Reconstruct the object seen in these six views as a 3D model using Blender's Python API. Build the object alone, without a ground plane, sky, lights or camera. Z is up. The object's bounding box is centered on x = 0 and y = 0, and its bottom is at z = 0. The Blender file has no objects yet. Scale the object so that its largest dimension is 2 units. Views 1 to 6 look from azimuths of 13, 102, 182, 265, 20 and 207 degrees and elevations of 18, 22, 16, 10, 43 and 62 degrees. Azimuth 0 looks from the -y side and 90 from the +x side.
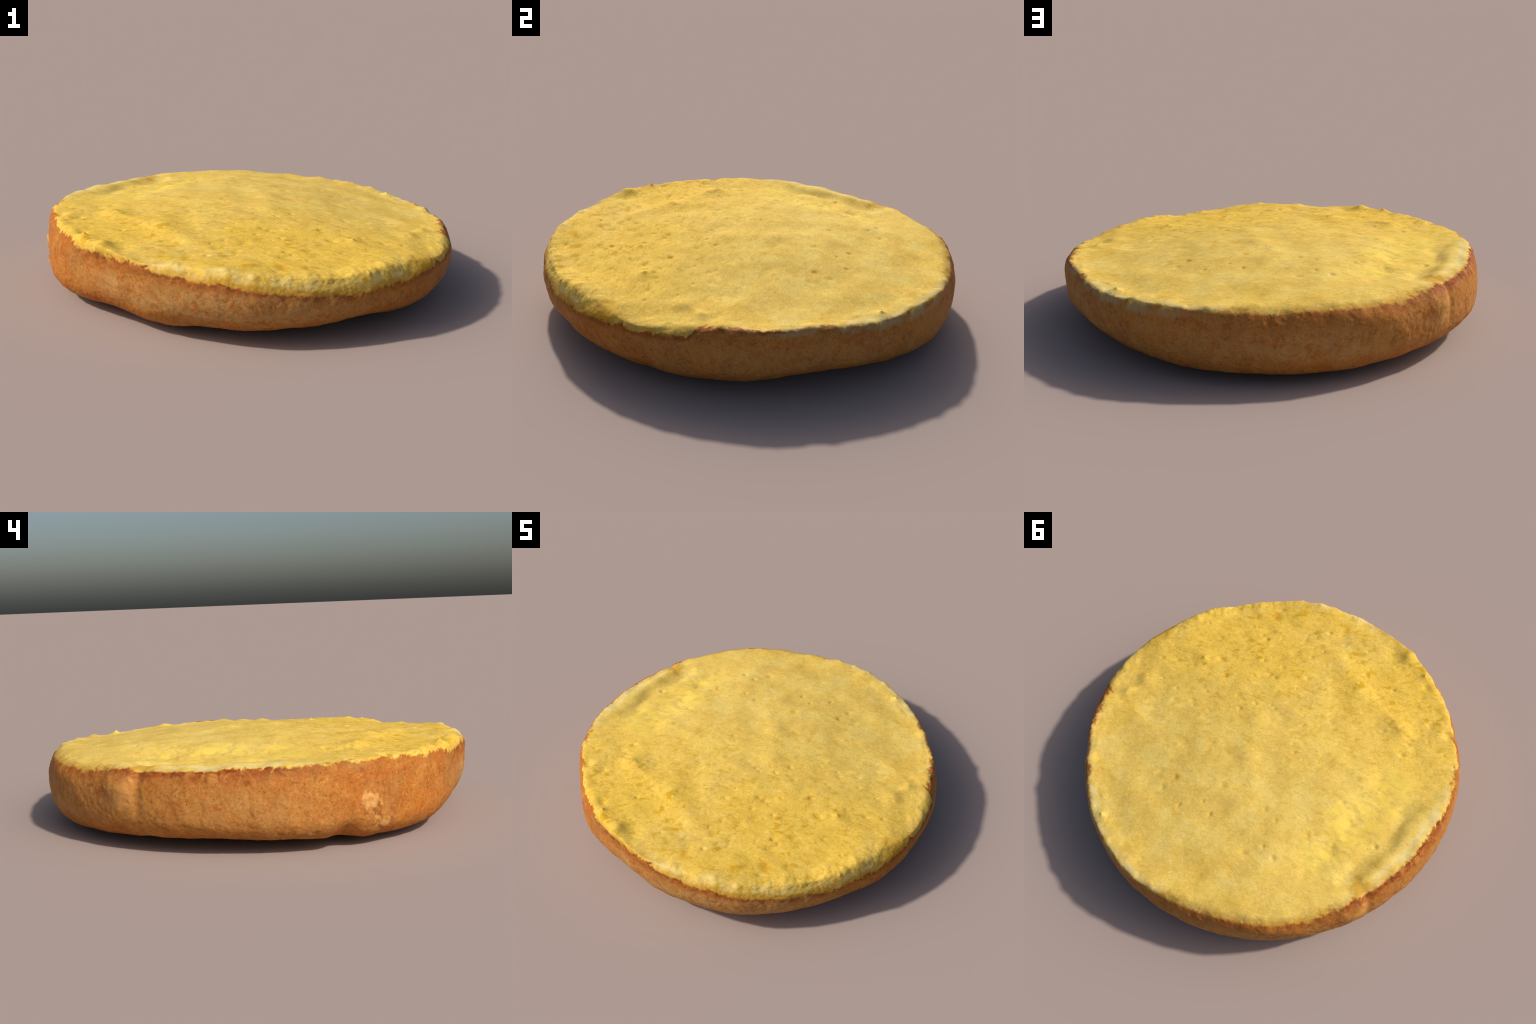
# Lower half of a burger bun: a cut, yellow crumb face on top of a rounded, baked crust.
# Built as one lofted body (24 section profiles around the bun), relief added in code,
# then split into crumb, crust and underside along the ragged cut edge.
import bpy, math
import numpy as np
from mathutils import Vector

TAU = 2 * math.pi

# ------------------------------------------------------------------ profiles
# 24 control values round the bun (every 15 degrees from +x, counter-clockwise)
crest_radius = [.926, .949, .937, .954, .960, .968, .893, .823, .831, .892, .934, .937,
                .945, .965, .948, .942, .959, .958, .936, .950, .951, .954, .935, .978]
crest_height = [.313, .313, .314, .302, .318, .319, .343, .360, .357, .350, .334, .345,
                .358, .354, .360, .356, .353, .334, .342, .335, .303, .309, .311, .281]
belly_radius = [.994, .976, .970, .978, .986, .986, .986, .991, .997, .986, .987, .993,
                .999, 1.003, .993, .990, .962, .975, .992, 1.002, .987, .986, 1.004, .993]
belly_height = [.218, .219, .235, .235, .220, .210, .215, .248, .257, .204, .190, .180,
                .162, .154, .142, .176, .223, .250, .234, .207, .190, .195, .218, .236]
foot_radius = [.780, .806, .770, .815, .860, .885, .875, .868, .830, .819, .801, .787,
               .795, .805, .801, .769, .723, .694, .676, .676, .674, .681, .708, .741]
foot_height = [.035, .042, .060, .062, .053, .042, .039, .034, .031, .042, .047, .047,
               .038, .031, .019, .013, .021, .004, .025, .025, .039, .056, .037, .029]
# where the crumb ends and the crust begins: angle (degrees) seen from a ring inside
# the rim (radius .8, height .2), every 9 degrees round the bun
cut_edge = [30.6, 38.1, 37.2, 40.3, 35, 32.3, 31, 32.5, 33.5, 34, 35.8, 36.2, 36.9, 34.9, 35.7, 40, 43, 43.5, 43.5, 44.5,
            43, 41.5, 41, 42, 39.3, 38, 35.6, 36.1, 35.1, 30.9, 25.9, 21.4, 16.7, 10.7, 8.4, 9.6, 11.6, 15.6, 17.2, 18.3]
RING_R, RING_Z = .8, .2


def around(values, th):
    """Smooth closed curve through evenly spaced control values."""
    v = np.asarray(values, float)
    n = len(v)
    x = (th / TAU * n) % n
    i = np.floor(x).astype(int)
    t = x - i
    w = (-.5 * t + t * t - .5 * t ** 3, 1 - 2.5 * t * t + 1.5 * t ** 3,
         .5 * t + 2 * t * t - 1.5 * t ** 3, -.5 * t * t + .5 * t ** 3)
    return sum(w[k] * v[(i + k - 1) % n] for k in range(4))


def smooth(a, b, x):
    """smoothstep from a to b (b may be the smaller)"""
    t = np.clip((x - a) / (b - a), 0, 1)
    return t * t * (3 - 2 * t)


# ------------------------------------------------------------------ noise
def perlin(p, seed=0):
    rng = np.random.RandomState(seed)
    perm = rng.permutation(256)
    perm = np.concatenate([perm, perm, perm])
    g = rng.normal(size=(256, 3))
    g /= np.linalg.norm(g, axis=1)[:, None]
    i = np.floor(p).astype(int)
    f = p - i
    i &= 255
    u = f * f * f * (f * (f * 6 - 15) + 10)
    total = 0
    for c in range(8):
        o = np.array([c & 1, c >> 1 & 1, c >> 2 & 1])
        q = i + o
        h = perm[perm[perm[q[:, 0] & 255] + (q[:, 1] & 255)] + (q[:, 2] & 255)]
        w = np.prod(np.where(o == 1, u, 1 - u), axis=1)
        total = total + w * (g[h] * (f - o)).sum(1)
    return total * 1.6


def fractal(p, octaves, seed=0):
    return sum(perlin(p * 2 ** k + 7.3 * k, seed + k) / 2 ** k for k in range(octaves))


# ------------------------------------------------------------------ body
NT, N_TOP, N_UP, N_LOW, N_BASE = 1280, 170, 60, 70, 36
TH = np.linspace(0, TAU, NT, endpoint=False)
Rc, zc, Rm, zm, Rb, zb = [around(v, TH)[:, None] for v in
                          (crest_radius, crest_height, belly_radius, belly_height, foot_radius, foot_height)]
# cut face: a soft membrane spanning the crest line
u = np.linspace(0, 1, N_TOP + 1)[1:-1]
u = u * (1.15 - .15 * u)
spectrum = np.fft.rfft(zc[:, 0])
k = np.arange(len(spectrum))
top_z = np.stack([np.fft.irfft(spectrum * x ** k, NT) for x in u], 1)
top_r = u[None] * Rc
# the cut face swells into a broad soft dome
top_z = top_z + .051 * np.clip(1 - (top_r / .88) ** 2, 0, 1) ** 1.2
a = np.linspace(0, math.pi / 2, N_UP)[None]
# rim: round on most sides, a slanted cut facet on the +x -y side
off = lambda c, w: np.exp(-(((np.degrees(TH) - c + 180) % 360 - 180) / w) ** 2)[:, None]
power = .9 + .55 * off(300, 32) + .2 * off(340, 15)
up_r = Rc + (Rm - Rc) * np.sin(a) ** power
up_z = zm + (zc - zm) * np.cos(a) ** power
a = np.linspace(0, math.pi / 2, N_LOW)[None][:, 1:]
low_r = Rb + (Rm - Rb) * np.cos(a) ** .8
low_z = zm - (zm - zb) * np.sin(a) ** .8
v = np.linspace(1, 0, N_BASE + 1)[1:-1][None]
base_r = Rb * v
base_z = zb * v ** 2.2
R = np.concatenate([top_r, up_r, low_r, base_r], 1)
Z = np.concatenate([top_z, up_z, low_z, base_z], 1)
NR = R.shape[1]
# soften the turn from the cut face into the rim
near_crest = np.exp(-((np.arange(NR) - top_r.shape[1]) / 32.) ** 4)[None]
for n in range(100):
    for A in (R, Z):
        A[:, 1:-1] += near_crest[:, 1:-1] * .25 * (A[:, 2:] + A[:, :-2] - 2 * A[:, 1:-1])
P = np.stack([R * np.cos(TH)[:, None], R * np.sin(TH)[:, None], Z], -1)
du = np.roll(P, -1, 0) - np.roll(P, 1, 0)
dv = np.gradient(P, axis=1)
NRM = np.cross(dv, du)
NRM /= np.linalg.norm(NRM, axis=-1)[..., None] + 1e-12

pos = P.reshape(-1, 3).copy()
nrm = NRM.reshape(-1, 3)
th = np.repeat(TH, NR)
thd = np.degrees(th)
rad = np.hypot(pos[:, 0], pos[:, 1])
phi = np.degrees(np.arctan2(pos[:, 2] - RING_Z, rad - RING_R))
edge = around(cut_edge, th)
is_top = smooth(-4, 6, phi - edge)
is_face = smooth(.97, .85, rad / around(crest_radius, th)) * (phi > 0)
is_side = smooth(-100, -70, phi) * (1 - is_top)


def dist_to_path(points):
    """Horizontal distance of every vertex to a polyline, and signed side."""
    best = np.full(len(pos), 9.)
    for (ax, ay), (bx, by) in zip(points[:-1], points[1:]):
        d = np.array([bx - ax, by - ay])
        q = pos[:, :2] - (ax, ay)
        t = np.clip(q @ d / (d @ d), 0, 1)
        best = np.minimum(best, np.hypot(*(q - t[:, None] * d).T))
    return best


def near(x, y, z=None):
    d = np.hypot(pos[:, 0] - x, pos[:, 1] - y)
    return d if z is None else np.hypot(d, pos[:, 2] - z)


def angle_from(deg):
    return (thd - deg + 180) % 360 - 180


gauss = lambda d, s: np.exp(-(d / s) ** 2)
upper = phi > 0

# relief measured along the surface normal
relief = np.zeros(len(pos))
# crumb face: broad swells, lumps, pores
streak = np.stack([(pos[:, 0] * .9 + pos[:, 1] * .42) * .6, -pos[:, 0] * .42 + pos[:, 1] * .9, pos[:, 2]], 1)
relief += is_top * (.004 * perlin(pos * 3.1, 11) + .005 * perlin(pos * 6.3, 12) + .0042 * perlin(streak * np.array([13, 10, 10]), 16) + .0018 * fractal(streak * 17, 3, 13))
# rim: uneven bumps along the cut edge
rim = gauss(phi - 38, 14) * upper
relief += rim * (.005 * perlin(pos * 9, 21) + .003 * perlin(pos * 17, 22))
facet = is_top * smooth(60, 30, phi) * upper * (.25 + np.exp(-((np.degrees(th) - 300) / 42) ** 2))
relief += facet * (.002 * fractal(pos * 24, 3, 23) + .001 * perlin(pos * 70, 24))
relief += rim * .004 * smooth(0, .7, perlin(pos * 19, 25))
# crust: soft lumps and leathery pitting
lumpy = fractal(pos * np.array([12, 12, 12]), 3, 31)
relief += is_side * (.004 * perlin(pos * 6, 32) + .003 * lumpy + .0011 * fractal(pos * 55, 2, 33))

# ridges pressed up in the cut face
relief += is_top * (.85 + .7 * perlin(pos * 5, 14)) * .011 * gauss(dist_to_path([(-.07, -.655), (-.18, -.60), (-.35, -.47), (-.46, -.42), (-.60, -.355)]), .05)
relief -= is_top * .005 * gauss(dist_to_path([(-.10, -.75), (-.27, -.68), (-.42, -.60), (-.56, -.51)]), .05)
relief += is_top * .008 * gauss(dist_to_path([(.12, .09), (.02, .17), (-.05, .23)]), .06) * (.6 + perlin(pos * 8, 15))
relief += is_top * .008 * gauss(near(.12, -.10), .05)
relief -= is_top * .008 * gauss(near(.0, -.13), .05)
winding = np.exp(-(perlin(pos * np.array([3.6, 4.6, 3]), 19) / .2) ** 2)
relief += is_top * .0025 * winding * smooth(.45, -.35, pos[:, 1] + .3 * pos[:, 0])
# lip on the -x side with the torn, sunken crumb inside it
lip = [(-.66, .50), (-.73, .33), (-.785, .17), (-.815, -.02), (-.865, -.19)]
fade = smooth(-.15, .22, pos[:, 1]) * (.85 + .8 * perlin(pos * 6, 17))
relief -= is_top * fade * .017 * gauss(dist_to_path(lip) + .03 * perlin(pos * 9, 18), .055)
relief += upper * smooth(20, 45, phi) * .014 * fade * gauss(dist_to_path([(-.735, .47), (-.805, .31), (-.865, .12), (-.885, -.08)]), .05)
relief -= is_top * .012 * gauss(dist_to_path([(.08, .82), (-.12, .78), (-.38, .66), (-.50, .54)]), .10)
relief -= is_top * .006 * gauss(dist_to_path([(-.50, .54), (-.60, .42), (-.68, .22), (-.73, .0)]), .09)
relief -= is_top * .009 * gauss(dist_to_path([(-.42, -.46), (-.05, -.62), (.32, -.70)]), .24)
relief -= is_top * .007 * gauss(near(.66, .2), .2)
relief -= is_top * .006 * gauss(near(.0, -.80), .17)
relief += is_top * .006 * gauss(near(.15, .15), .22)
relief -= is_top * .003 * gauss(dist_to_path([(-.50, .50), (-.62, .25), (-.68, .02), (-.72, -.12)]), .13)
relief -= is_top * .006 * gauss(dist_to_path([(-.47, .53), (-.54, .38), (-.58, .2), (-.62, .05)]), .09) * (1 + 1.3 * fractal(streak * np.array([13, 16, 16]), 3, 41))
# knots and little peaks of crumb round the rim: x, y, height, width
for x, y, h, w in [(-.588, -.722, .022, .016), (-.47, -.80, .014, .034), (-.116, -.940, .008, .018),
                   (.670, -.690, .012, .018), (.602, .700, .022, .016), (.84, .0, .013, .032),
                   (.79, -.11, .014, .042), (.555, -.35, .012, .014), (.43, .20, .006, .016),
                   (-.83, -.43, -.018, .030), (-.62, -.66, -.012, .03), (-.38, -.80, -.010, .05),
                   (.70, -.60, .004, .07),
                   (.25, -.94, .004, .04), (.45, -.84, .004, .05)]:
    d = near(x, y)
    relief += upper * smooth(-5, 10, phi) * h * (np.exp(-d / w) if w < .02 else gauss(d, w))
# pores big enough to see: x, y, depth, width
for x, y, h, w in [(.352, .371, .007, .013), (.10, .32, .004, .018), (.266, .505, .005, .010), (.158, .439, .005, .008),
                   (.095, .488, .006, .010), (-.15, .353, .004, .013), (-.222, .392, .004, .012), (-.398, .391, .005, .014),
                   (-.223, .538, .005, .011), (-.291, .57, .005, .012), (.393, -.285, .006, .011), (.298, -.61, .005, .011),
                   (.32, -.773, .006, .024), (.421, -.737, .004, .016), (-.078, -.851, .004, .018), (.006, -.681, .004, .018),
                   (-.466, -.576, .005, .012), (.487, -.075, .004, .016), (.389, .448, .004, .016), (-.72, .30, .008, .012)]:
    relief -= upper * h * gauss(near(x, y), w)
rng = np.random.RandomState(5)
for n in range(260):
    ang, rr = rng.uniform(0, TAU), .9 * math.sqrt(rng.uniform())
    x, y = rr * math.cos(ang), rr * math.sin(ang)
    if rng.uniform() > .10 + .90 * smooth(.1, -.4, y):
        continue
    q = pos[:, :2] - (x, y)
    du_, dv_ = q @ (.9, .42), q @ (-.42, .9)
    relief -= upper * rng.uniform(.002, .0055) * gauss(np.hypot(du_ / rng.uniform(1., 2.), dv_ / rng.uniform(.8, 1.3)), rng.uniform(.006, .014))
# crust: fold at the back left, notch under the torn spot, cracks
fold = gauss(phi - 18, 30)
relief += fold * (.014 * gauss(angle_from(139.5), 5) - .010 * gauss(angle_from(145), 1.3)) - .003 * gauss(phi + 5, 22) * gauss(angle_from(134), 6)
relief += .014 * gauss(phi - 24, 16) * gauss(angle_from(137), 7)
relief -= .024 * gauss(angle_from(195), 2.6) * gauss(phi + 42, 22)
relief += .010 * gauss(angle_from(202), 3.0) * gauss(phi + 50, 20)
# torn scar on the wall: a ragged raised flake over a gouge, a smaller flake below
torn = pos + .022 * np.stack([perlin(pos * 26, 71), perlin(pos * 26, 72), perlin(pos * 26, 73)], 1)
scar = lambda x, y, z, r0, r1: smooth(r1, r0, np.sqrt(((torn - (x, y, z)) ** 2).sum(1)))
relief += .009 * scar(-.940, -.335, .192, .030, .040) * (.8 + .5 * perlin(pos * 60, 74))
relief -= .012 * scar(-.925, -.372, .150, .016, .028)
relief += .006 * scar(-.905, -.395, .108, .026, .036)
for deg, p0, half, depth in [(93, 22, 9, .006), (111, -2, 12, .005), (123, -12, 12, .006), (73, -13, 5, .006),
                             (23, 22, 8, .004), (107, -8, 12, .004), (116, 4, 10, .004), (172, 4, 16, .003), (187, 8, 14, .003), (161, -6, 14, .003)]:
    wob = 1.2 * perlin(pos * 30, 51)
    relief -= depth * gauss(angle_from(deg) + wob, .55) * gauss(phi - p0, half)
relief += .007 * gauss(angle_from(263), 7) * gauss(phi + 62, 14)

relief *= smooth(-150, -100, phi) * .999 + .001
pos += nrm * relief[:, None]
pos[:, 2] -= pos[:, 2].min()

# ------------------------------------------------------------------ mesh, split into parts
centre_top = np.array([[0, 0, pos.reshape(NT, NR, 3)[:, 0, 2].mean()]])
centre_base = np.array([[0, 0, pos.reshape(NT, NR, 3)[:, -1, 2].mean()]])
verts = np.concatenate([pos, centre_top, centre_base])
CT, CB = len(pos), len(pos) + 1
i, j = np.meshgrid(np.arange(NT), np.arange(NR - 1), indexing="ij")
i2 = (i + 1) % NT
quads = np.stack([i * NR + j, i * NR + j + 1, i2 * NR + j + 1, i2 * NR + j], -1).reshape(-1, 4)
ring = np.arange(NT)
tri_top = np.stack([np.full(NT, CT), ring * NR, (ring + 1) % NT * NR], -1)
tri_base = np.stack([np.full(NT, CB), (ring + 1) % NT * NR + NR - 1, ring * NR + NR - 1], -1)

ragged = 2.2 * perlin(pos * 24, 61) + 1.6 * perlin(pos * 60, 62)
score = np.where(phi < -112, 0, np.where(phi > edge + ragged, 2, 1))       # 0 underside, 1 crust, 2 crumb
score = np.concatenate([score, [2, 0]])
quad_part = np.sort(score[quads], axis=1)[:, 2]
tri_part = np.concatenate([np.full(NT, 2), np.full(NT, 0)])
faces = [f.tolist() for f in quads] + [f.tolist() for f in np.concatenate([tri_top, tri_base])]
part = np.concatenate([quad_part, tri_part])

whole = bpy.data.meshes.new("whole")
whole.from_pydata(verts.tolist(), [], faces)
whole.update()
vn = np.empty(len(verts) * 3, np.float32)
whole.vertex_normals.foreach_get("vector", vn)
vn = vn.reshape(-1, 3)


def make_part(name, code, material):
    sel = np.nonzero(part == code)[0]
    used = np.unique(np.concatenate([faces[f] for f in sel]))
    new = np.full(len(verts), -1)
    new[used] = np.arange(len(used))
    me = bpy.data.meshes.new(name)
    me.from_pydata(verts[used].tolist(), [], [new[faces[f]].tolist() for f in sel])
    me.polygons.foreach_set("use_smooth", np.ones(len(me.polygons), bool))
    me.update()
    me.normals_split_custom_set_from_vertices(vn[used].tolist())
    me.materials.append(material)
    ob = bpy.data.objects.new(name, me)
    bpy.context.collection.objects.link(ob)
    return ob


def face_height(x, y):
    q = pos.reshape(NT, NR, 3)[:, :N_TOP].reshape(-1, 3)
    return float(q[np.argmin((q[:, 0] - x) ** 2 + (q[:, 1] - y) ** 2), 2])


# ------------------------------------------------------------------ material nodes
def srgb(r, g, b):
    f = lambda c: c / 12.92 if c <= .04045 else ((c + .055) / 1.055) ** 2.4
    return (f(r / 255), f(g / 255), f(b / 255), 1)


class Net:
    """Small helper for writing shader maths."""

    def __init__(self, tree):
        self.t = tree

    def node(self, kind, **props):
        n = self.t.nodes.new(kind)
        for key, val in props.items():
            setattr(n, key, val)
        return n

    def put(self, socket, val):
        if isinstance(val, bpy.types.NodeSocket):
            self.t.links.new(val, socket)
        elif val is not None:
            socket.default_value = val

    def m(self, op, a, b=None, c=None):
        n = self.node("ShaderNodeMath", operation=op)
        for s, val in zip(n.inputs, (a, b, c)):
            self.put(s, val)
        return n.outputs[0]

    def add(self, a, b): return self.m("ADD", a, b)
    def sub(self, a, b): return self.m("SUBTRACT", a, b)
    def mul(self, a, *bs):
        for b in bs:
            a = self.m("MULTIPLY", a, b)
        return a

    def step(self, a, b, x):
        """smoothstep from a to b; falls when b < a."""
        n = self.node("ShaderNodeMapRange", interpolation_type="SMOOTHSTEP")
        lo, hi = min(a, b), max(a, b)
        self.put(n.inputs["Value"], x)
        n.inputs["From Min"].default_value, n.inputs["From Max"].default_value = lo, hi
        n.inputs["To Min"].default_value, n.inputs["To Max"].default_value = (0, 1) if b > a else (1, 0)
        return n.outputs["Result"]

    def mix(self, fac, a, b, blend="MIX"):
        n = self.node("ShaderNodeMix", data_type="RGBA", blend_type=blend)
        self.put(n.inputs[0], fac)
        self.put(n.inputs[6], a)
        self.put(n.inputs[7], b)
        return n.outputs[2]

    def noise(self, vec, scale, detail=2., rough=.5, warp=0.):
        n = self.node("ShaderNodeTexNoise")
        self.put(n.inputs["Vector"], vec)
        n.inputs["Scale"].default_value = scale
        n.inputs["Detail"].default_value = detail
        n.inputs["Roughness"].default_value = rough
        n.inputs["Distortion"].default_value = warp
        return n.outputs["Fac"]

    def cells(self, vec, scale, feature="F1"):
        n = self.node("ShaderNodeTexVoronoi", feature=feature)
        self.put(n.inputs["Vector"], vec)
        n.inputs["Scale"].default_value = scale
        return n.outputs["Distance"]

    def mapped(self, vec, rot=0., scale=(1, 1, 1), loc=(0, 0, 0)):
        n = self.node("ShaderNodeMapping")
        self.put(n.inputs["Vector"], vec)
        n.inputs["Rotation"].default_value = (0, 0, rot)
        n.inputs["Scale"].default_value = scale
        n.inputs["Location"].default_value = loc
        return n.outputs[0]

    def curve(self, x, values, lo=0., hi=1.):
        """closed curve of evenly spaced values over x in 0..1"""
        n = self.node("ShaderNodeFloatCurve")
        pts = n.mapping.curves[0].points
        vals = list(values) + [values[0]]
        for q, val in enumerate(vals):
            px, py = q / (len(vals) - 1), (val - lo) / (hi - lo)
            if q == 0:
                pts[0].location = (px, py)
            elif q == len(vals) - 1:
                pts[-1].location = (px, py)
            else:
                pts.new(px, py)
        n.mapping.update()
        self.put(n.inputs["Value"], x)
        out = n.outputs[0]
        return out if (lo, hi) == (0., 1.) else self.add(self.mul(out, hi - lo), lo)

    def spot(self, vec, centre, r0, r1):
        n = self.node("ShaderNodeVectorMath", operation="DISTANCE")
        self.put(n.inputs[0], vec)
        n.inputs[1].default_value = centre
        return self.step(r1, r0, n.outputs["Value"])


def bread_material(name, rough):
    mat = bpy.data.materials.new(name)
    mat.use_nodes = True
    t = mat.node_tree
    t.nodes.clear()
    g = Net(t)
    co = g.node("ShaderNodeTexCoord").outputs["Object"]
    sep = g.node("ShaderNodeSeparateXYZ")
    g.put(sep.inputs[0], co)
    x, y, z = sep.outputs
    turn = g.m("FRACT", g.add(g.mul(g.m("ARCTAN2", y, x), 1 / TAU), 1.))
    r = g.m("SQRT", g.add(g.mul(x, x), g.mul(y, y)))
    tilt = g.mul(g.m("ARCTAN2", g.sub(z, RING_Z), g.sub(r, RING_R)), 180 / math.pi)

    n24 = g.noise(co, 22, 3, .6)
    n60 = g.noise(co, 60, 2, .6)
    n9 = g.noise(co, 7, 2)
    n3 = g.noise(co, 2.6, 2)
    tooth = g.add(.35, g.mul(g.step(.35, .65, g.noise(co, 5, 2)), .9))
    wobble = g.mul(tooth, g.add(g.mul(g.sub(g.noise(co, 11, 5, .66, .8), .5), 27), g.mul(g.sub(n60, .5), 8)))
    e = g.add(g.sub(tilt, g.curve(turn, cut_edge, 0, 60)), wobble)

    # warped coordinates for hand-placed patches
    nv = g.node("ShaderNodeTexNoise")
    g.put(nv.inputs["Vector"], co)
    nv.inputs["Scale"].default_value = 14
    nv.inputs["Detail"].default_value = 3
    w1 = g.node("ShaderNodeVectorMath", operation="SUBTRACT")
    g.put(w1.inputs[0], nv.outputs["Color"]); w1.inputs[1].default_value = (.5, .5, .5)
    w2 = g.node("ShaderNodeVectorMath", operation="MULTIPLY_ADD")
    g.put(w2.inputs[0], w1.outputs[0]); w2.inputs[1].default_value = (.12, .12, .12); g.put(w2.inputs[2], co)
    nv2 = g.node("ShaderNodeTexNoise")
    g.put(nv2.inputs["Vector"], co)
    nv2.inputs["Scale"].default_value = 48
    nv2.inputs["Detail"].default_value = 3
    w3 = g.node("ShaderNodeVectorMath", operation="SUBTRACT")
    g.put(w3.inputs[0], nv2.outputs["Color"]); w3.inputs[1].default_value = (.5, .5, .5)
    w4 = g.node("ShaderNodeVectorMath", operation="MULTIPLY_ADD")
    g.put(w4.inputs[0], w3.outputs[0]); w4.inputs[1].default_value = (.075, .075, .075); g.put(w4.inputs[2], w2.outputs[0])
    warped = w4.outputs[0]
    w5 = g.node("ShaderNodeVectorMath", operation="MULTIPLY_ADD")
    g.put(w5.inputs[0], w3.outputs[0]); w5.inputs[1].default_value = (.045, .045, .03); g.put(w5.inputs[2], co)
    frayed = w5.outputs[0]

    # ---------------- crumb
    grain = g.mapped(co, rot=-.42, scale=(.68, 1, 1))
    f24 = g.noise(grain, 24, 4, .62, .5)
    f40 = g.noise(grain, 46, 4, .68, .7)
    f90 = g.noise(grain, 120, 3, .65, .4)
    crumb = g.mix(g.step(.36, .64, n9), srgb(227, 190, 94), srgb(237, 200, 94))
    front = g.mul(g.step(.25, -.55, y), g.step(.3, .62, n3))
    crumb = g.mix(g.mul(front, .75), crumb, srgb(235, 190, 68))
    pale = g.mul(g.step(-.35, .25, y), g.step(.44, .66, n9))
    crumb = g.mix(g.mul(pale, .6), crumb, srgb(230, 202, 116))
    blush = g.mul(g.step(.48, .66, g.noise(co, 4.3, 2)), g.step(.55, .85, r))
    crumb = g.mix(g.mul(blush, .5), crumb, srgb(238, 192, 76))
    rough_crumb = g.add(.55, g.mul(g.step(.35, -.45, y), .45))
    crumb = g.mix(g.mul(g.step(.50, .30, f24), rough_crumb, .6), crumb, srgb(204, 160, 44))
    crumb = g.mix(g.mul(g.step(.49, .32, f40), rough_crumb, .6), crumb, srgb(200, 158, 50))
    crumb = g.mix(g.mul(g.step(.53, .72, f40), .55), crumb, srgb(248, 220, 128))
    crumb = g.mix(g.mul(g.step(.5, .3, f90), .35), crumb, srgb(202, 164, 64))
    crumb = g.mix(g.mul(g.step(.52, .7, f90), .35), crumb, srgb(246, 212, 120))
    pores = g.mul(g.step(.42, .29, g.noise(grain, 19, 3, .6, .4)), g.add(.15, g.mul(g.step(.3, -.5, y), .85)))
    crumb = g.mix(g.mul(pores, .8), crumb, srgb(202, 154, 26))
    # torn, brighter crumb inside the lip
    torn = g.m("MAXIMUM", g.spot(warped, (-.50, .46, .35), .05, .15), g.m("MAXIMUM", g.spot(warped, (-.57, .24, .36), .08, .2), g.spot(warped, (-.68, .0, .355), .06, .18)))
    crumb = g.mix(g.mul(torn, g.mul(g.step(.35, .62, f24), .7)), crumb, srgb(240, 206, 84))
    # toasted freckles
    for c, s, k in [((.352, .371, .32), .022, .7), ((.10, .32, .328), .022, .6), ((.266, .505, .322), .016, .6), ((.158, .439, .326), .012, .7),
                    ((.095, .488, .328), .016, .75), ((-.15, .353, .334), .016, .6), ((-.222, .392, .336), .018, .5), ((-.398, .391, .34), .022, .7),
                    ((-.223, .538, .338), .014, .5), ((.393, -.285, .32), .020, .95), ((.298, -.61, .324), .016, .9), ((.32, -.773, .325), .036, .95),
                    ((.421, -.737, .317), .026, .6), ((-.078, -.851, .34), .026, .7), ((.006, -.681, .336), .024, .6), ((-.466, -.576, .348), .014, .7)]:
        crumb = g.mix(g.mul(g.spot(frayed, (c[0], c[1], face_height(c[0], c[1])), s * .2, s * 1.5), g.mul(g.add(.25, n24), k * (.9 if s > .018 else .55))), crumb, srgb(200, 146, 26))

    # ---------------- rim of the crumb: cream crest, amber toasting
    cream_amount = g.curve(turn, [.3, .3, .7, .9, .9, .9, .85, .7, .6, .7, .9, .95, .9, .4, .15, .15, .25, .6, .75, .7, .65, .6, .55, .4])
    cream_width = g.curve(turn, [5, 4, 6, 8, 8, 8, 8, 8, 7, 9, 14, 15, 12, 7, 4, 4, 6, 12, 20, 23, 20, 18, 16, 10], 0, 30)
    ce = g.m("DIVIDE", e, cream_width)
    cream = g.mul(g.step(.0, .35, ce), g.step(1.5, .6, ce), cream_amount, g.step(.38, .64, g.noise(co, 16, 4, .68, .6)))
    crumb = g.mix(g.mul(cream, .8), crumb, g.mix(n24, srgb(214, 200, 140), srgb(236, 222, 160)))
    amber_amount = g.curve(turn, [.5, .2, .1, .1, .2, .4, .8, .9, .95, .7, .5, .3, .2, .2, .2, .3, .4, .6, .8, .9, .9, .9, .8, .6])
    amber = g.mul(g.step(-3, 1, e), g.step(13, 3, e), amber_amount, g.step(.25, .5, n24))
    crumb = g.mix(g.mul(amber, .9), crumb, g.mix(n60, srgb(178, 124, 28), srgb(204, 156, 58)))
    gold = g.m("MAXIMUM", g.spot(warped, (-.735, .53, .335), .025, .075), g.mul(g.spot(warped, (.89, -.43, .27), .03, .12), .9))
    crumb = g.mix(g.mul(gold, .75), crumb, srgb(206, 150, 22))

    # ---------------- crust
    c14 = g.noise(co, 11, 4, .6, .8)
    c45 = g.noise(co, 46, 4, .66, 1.4)
    c90 = g.noise(co, 95, 3, .66, 1.)
    c110 = g.noise(co, 150, 2, .6)
    orange = g.curve(turn, [.35, .3, .25, .25, .3, .35, .4, .4, .35, .35, .4, .4, .4, .8, .95, .9, .75, .45, .2, .2, .35, .5, .5, .4])
    crust = g.mix(orange, srgb(178, 124, 58), srgb(186, 110, 40))
    dull = g.step(.42, .62, g.noise(g.mapped(co, loc=(3, 1, 2)), 5.5, 3, .6, .5))
    crust = g.mix(g.mul(dull, .65), crust, srgb(166, 118, 60))
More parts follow.
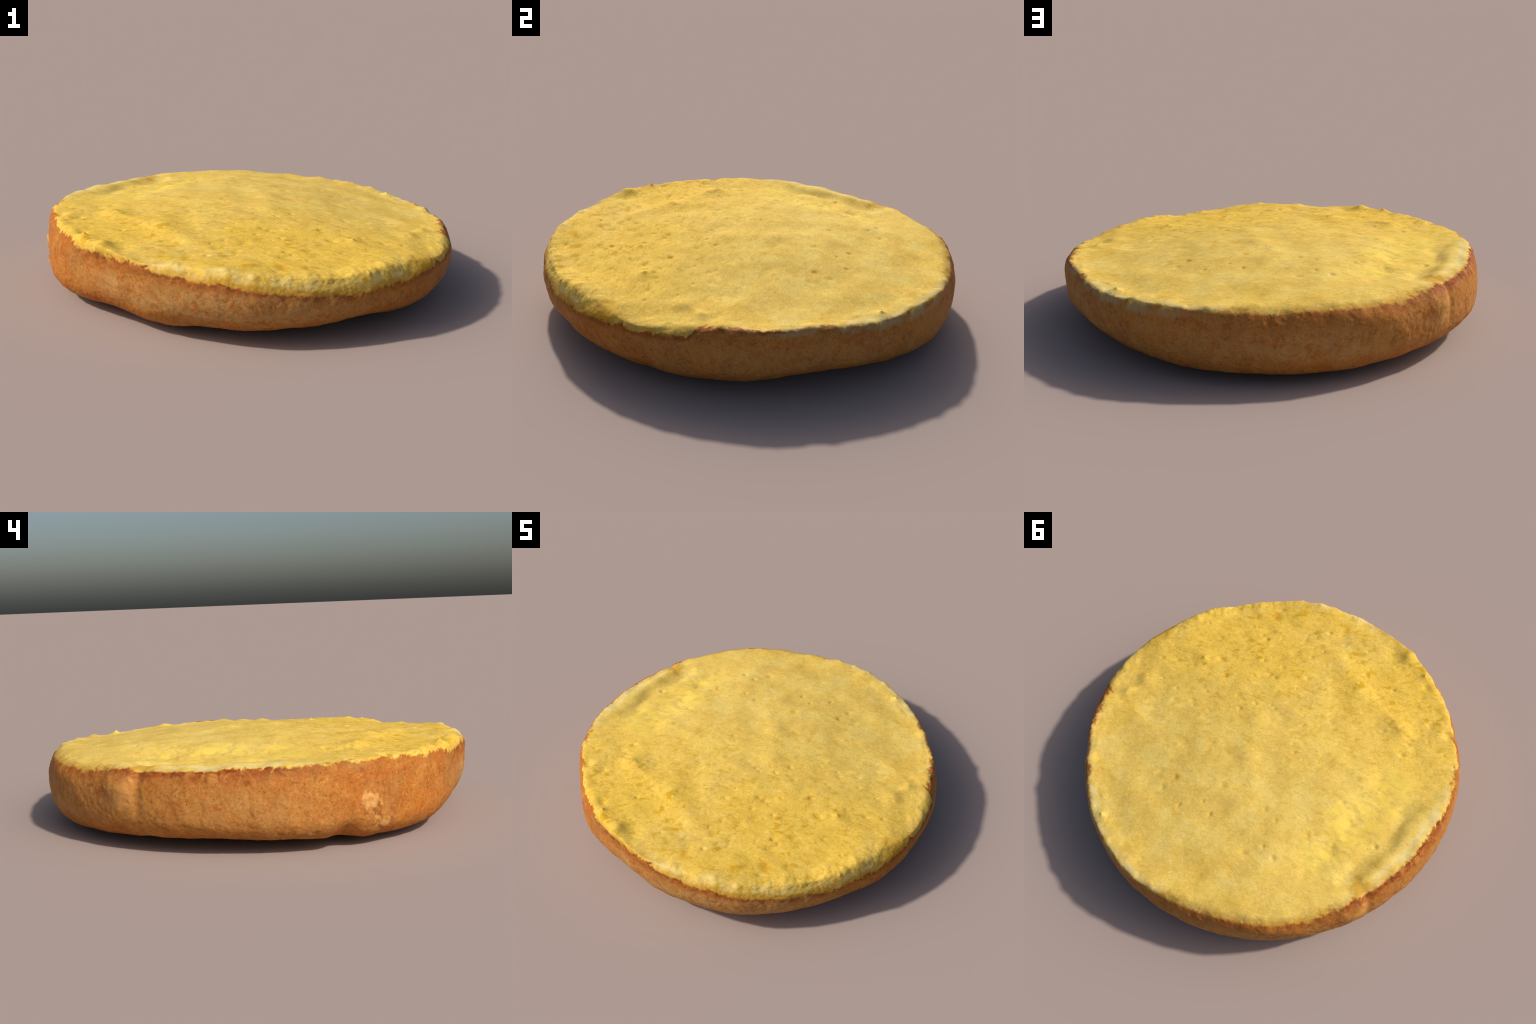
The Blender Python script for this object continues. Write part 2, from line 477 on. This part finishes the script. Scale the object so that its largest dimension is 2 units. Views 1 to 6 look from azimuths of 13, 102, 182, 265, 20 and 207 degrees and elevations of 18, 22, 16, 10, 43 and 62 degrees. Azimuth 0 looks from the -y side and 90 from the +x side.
    ruddy = g.step(.48, .64, g.noise(g.mapped(co, loc=(7, 4, 5)), 6.5, 3, .6, .5))
    crust = g.mix(g.mul(ruddy, .4), crust, srgb(174, 90, 36))
    crust = g.mix(g.mul(g.step(.42, .66, c14), .5), crust, srgb(190, 134, 66))
    crust = g.mix(g.mul(g.step(.5, .3, c14), .5), crust, srgb(156, 88, 34))
    crust = g.mix(g.mul(g.step(.49, .3, c45), .65), crust, srgb(136, 76, 28))
    crust = g.mix(g.mul(g.step(.54, .72, c45), .6), crust, srgb(212, 150, 84))
    crust = g.mix(g.mul(g.step(.48, .3, c90), .5), crust, srgb(134, 74, 30))
    crust = g.mix(g.mul(g.step(.54, .72, c90), .4), crust, srgb(210, 150, 88))
    crust = g.mix(g.mul(g.step(.37, .29, g.noise(co, 62, 2, .5)), .35), crust, srgb(116, 62, 24))
    # floury, worn grey-tan patches
    flour_amount = g.curve(turn, [.35, .5, .5, .4, .35, .45, .65, .75, .6, .4, .25, .35, .25, .05, 0, .1, .5, .9, 1., 1., .65, .2, .1, .25])
    belly = g.mul(g.step(-34, -18, tilt), g.step(22, 4, tilt))
    flour = g.mul(flour_amount, belly, g.step(.36, .62, g.noise(co, 26, 3, .65, .8)))
    crust = g.mix(g.mul(flour, .8), crust, g.mix(n60, srgb(172, 128, 72), srgb(202, 164, 106)))
    # pale peeled spots, plus paler patches at the top of the fold
    peel = g.m("MAXIMUM", g.spot(warped, (-.936, -.335, .192), .02, .05), g.mul(g.spot(warped, (-.91, -.39, .105), .015, .05), .7))
    fold_top = g.m("MAXIMUM", g.mul(g.spot(warped, (-.755, .585, .30), .015, .055), .9), g.mul(g.spot(warped, (-.75, .61, .23), .02, .08), .6))
    peel = g.m("MAXIMUM", peel, fold_top)
    crust = g.mix(g.mul(peel, .85), crust, g.mix(n60, srgb(206, 142, 72), srgb(226, 176, 106)))
    crust = g.mix(g.mul(g.spot(warped, (-.925, -.375, .143), .01, .032), .7), crust, srgb(134, 74, 26))
    # green-grey bloom under the edge on the +x +y side
    bloom_amount = g.curve(turn, [0, .2, .6, .6, .7, .3, 0, 0, 0, 0, 0, 0, 0, .1, 0, 0, 0, 0, 0, 0, 0, 0, 0, 0])
    bloom = g.mul(bloom_amount, g.step(-14, -4, e), g.step(4, 0, e), g.step(.4, .6, n9))
    crust = g.mix(bloom, crust, srgb(176, 166, 122))
    # golden-brown halo where the crust thins out towards the crumb
    halo = g.mul(amber_amount, g.step(-16, -2, e), g.step(.35, .6, n9))
    crust = g.mix(g.mul(halo, .6), crust, srgb(182, 118, 40))
    # darker baked line right below the cut
    burn_amount = g.curve(turn, [.9, .95, .3, .05, .05, .15, .4, .6, .7, .8, .9, 1., .7, .3, .2, .35, .7, .75, .8, .9, .8, .7, .8, .9])
    burn_width = g.curve(turn, [8, 7, 5, 5, 5, 6, 10, 13, 13, 15, 18, 18, 14, 9, 7, 10, 14, 14, 12, 10, 10, 9, 8, 8], 0, 20)
    be = g.m("DIVIDE", e, burn_width)
    burn = g.mul(burn_amount, g.step(-1.2, -.1, be), g.step(.3, .56, g.noise(co, 24, 4, .64, .5)))
    crust = g.mix(g.mul(burn, .95), crust, g.mix(g.step(.3, .7, n60), srgb(96, 36, 16), srgb(160, 76, 30)))

    colour = g.mix(g.step(-2.4, 2.4, e), crust, crumb)

    # ---------------- fine grain
    grain_h = g.add(g.mul(f40, .6), g.add(g.mul(f90, .4), g.add(g.mul(c110, .3), g.mul(c45, .5))))
    bump = g.node("ShaderNodeBump")
    bump.inputs["Strength"].default_value = .35
    bump.inputs["Distance"].default_value = .006
    g.put(bump.inputs["Height"], grain_h)
    p = g.node("ShaderNodeBsdfPrincipled")
    g.put(p.inputs["Base Color"], colour)
    p.inputs["Roughness"].default_value = rough
    p.inputs["Specular IOR Level"].default_value = .12
    g.put(p.inputs["Normal"], bump.outputs[0])
    out = g.node("ShaderNodeOutputMaterial")
    t.links.new(p.outputs[0], out.inputs[0])
    return mat


crumb = make_part("crumb", 2, bread_material("soft_crumb", .85))
crust = make_part("crust", 1, bread_material("baked_crust", .7))
underside = make_part("underside", 0, bread_material("baked_underside", .75))
bpy.data.meshes.remove(whole)

bun = bpy.data.objects.new("bun_bottom_half", None)
bpy.context.collection.objects.link(bun)
for ob in (crumb, crust, underside):
    ob.parent = bun
bun["label"] = "lower half of a cut burger bun, yellow crumb, brown crust"
bun["category"] = "bread bun"
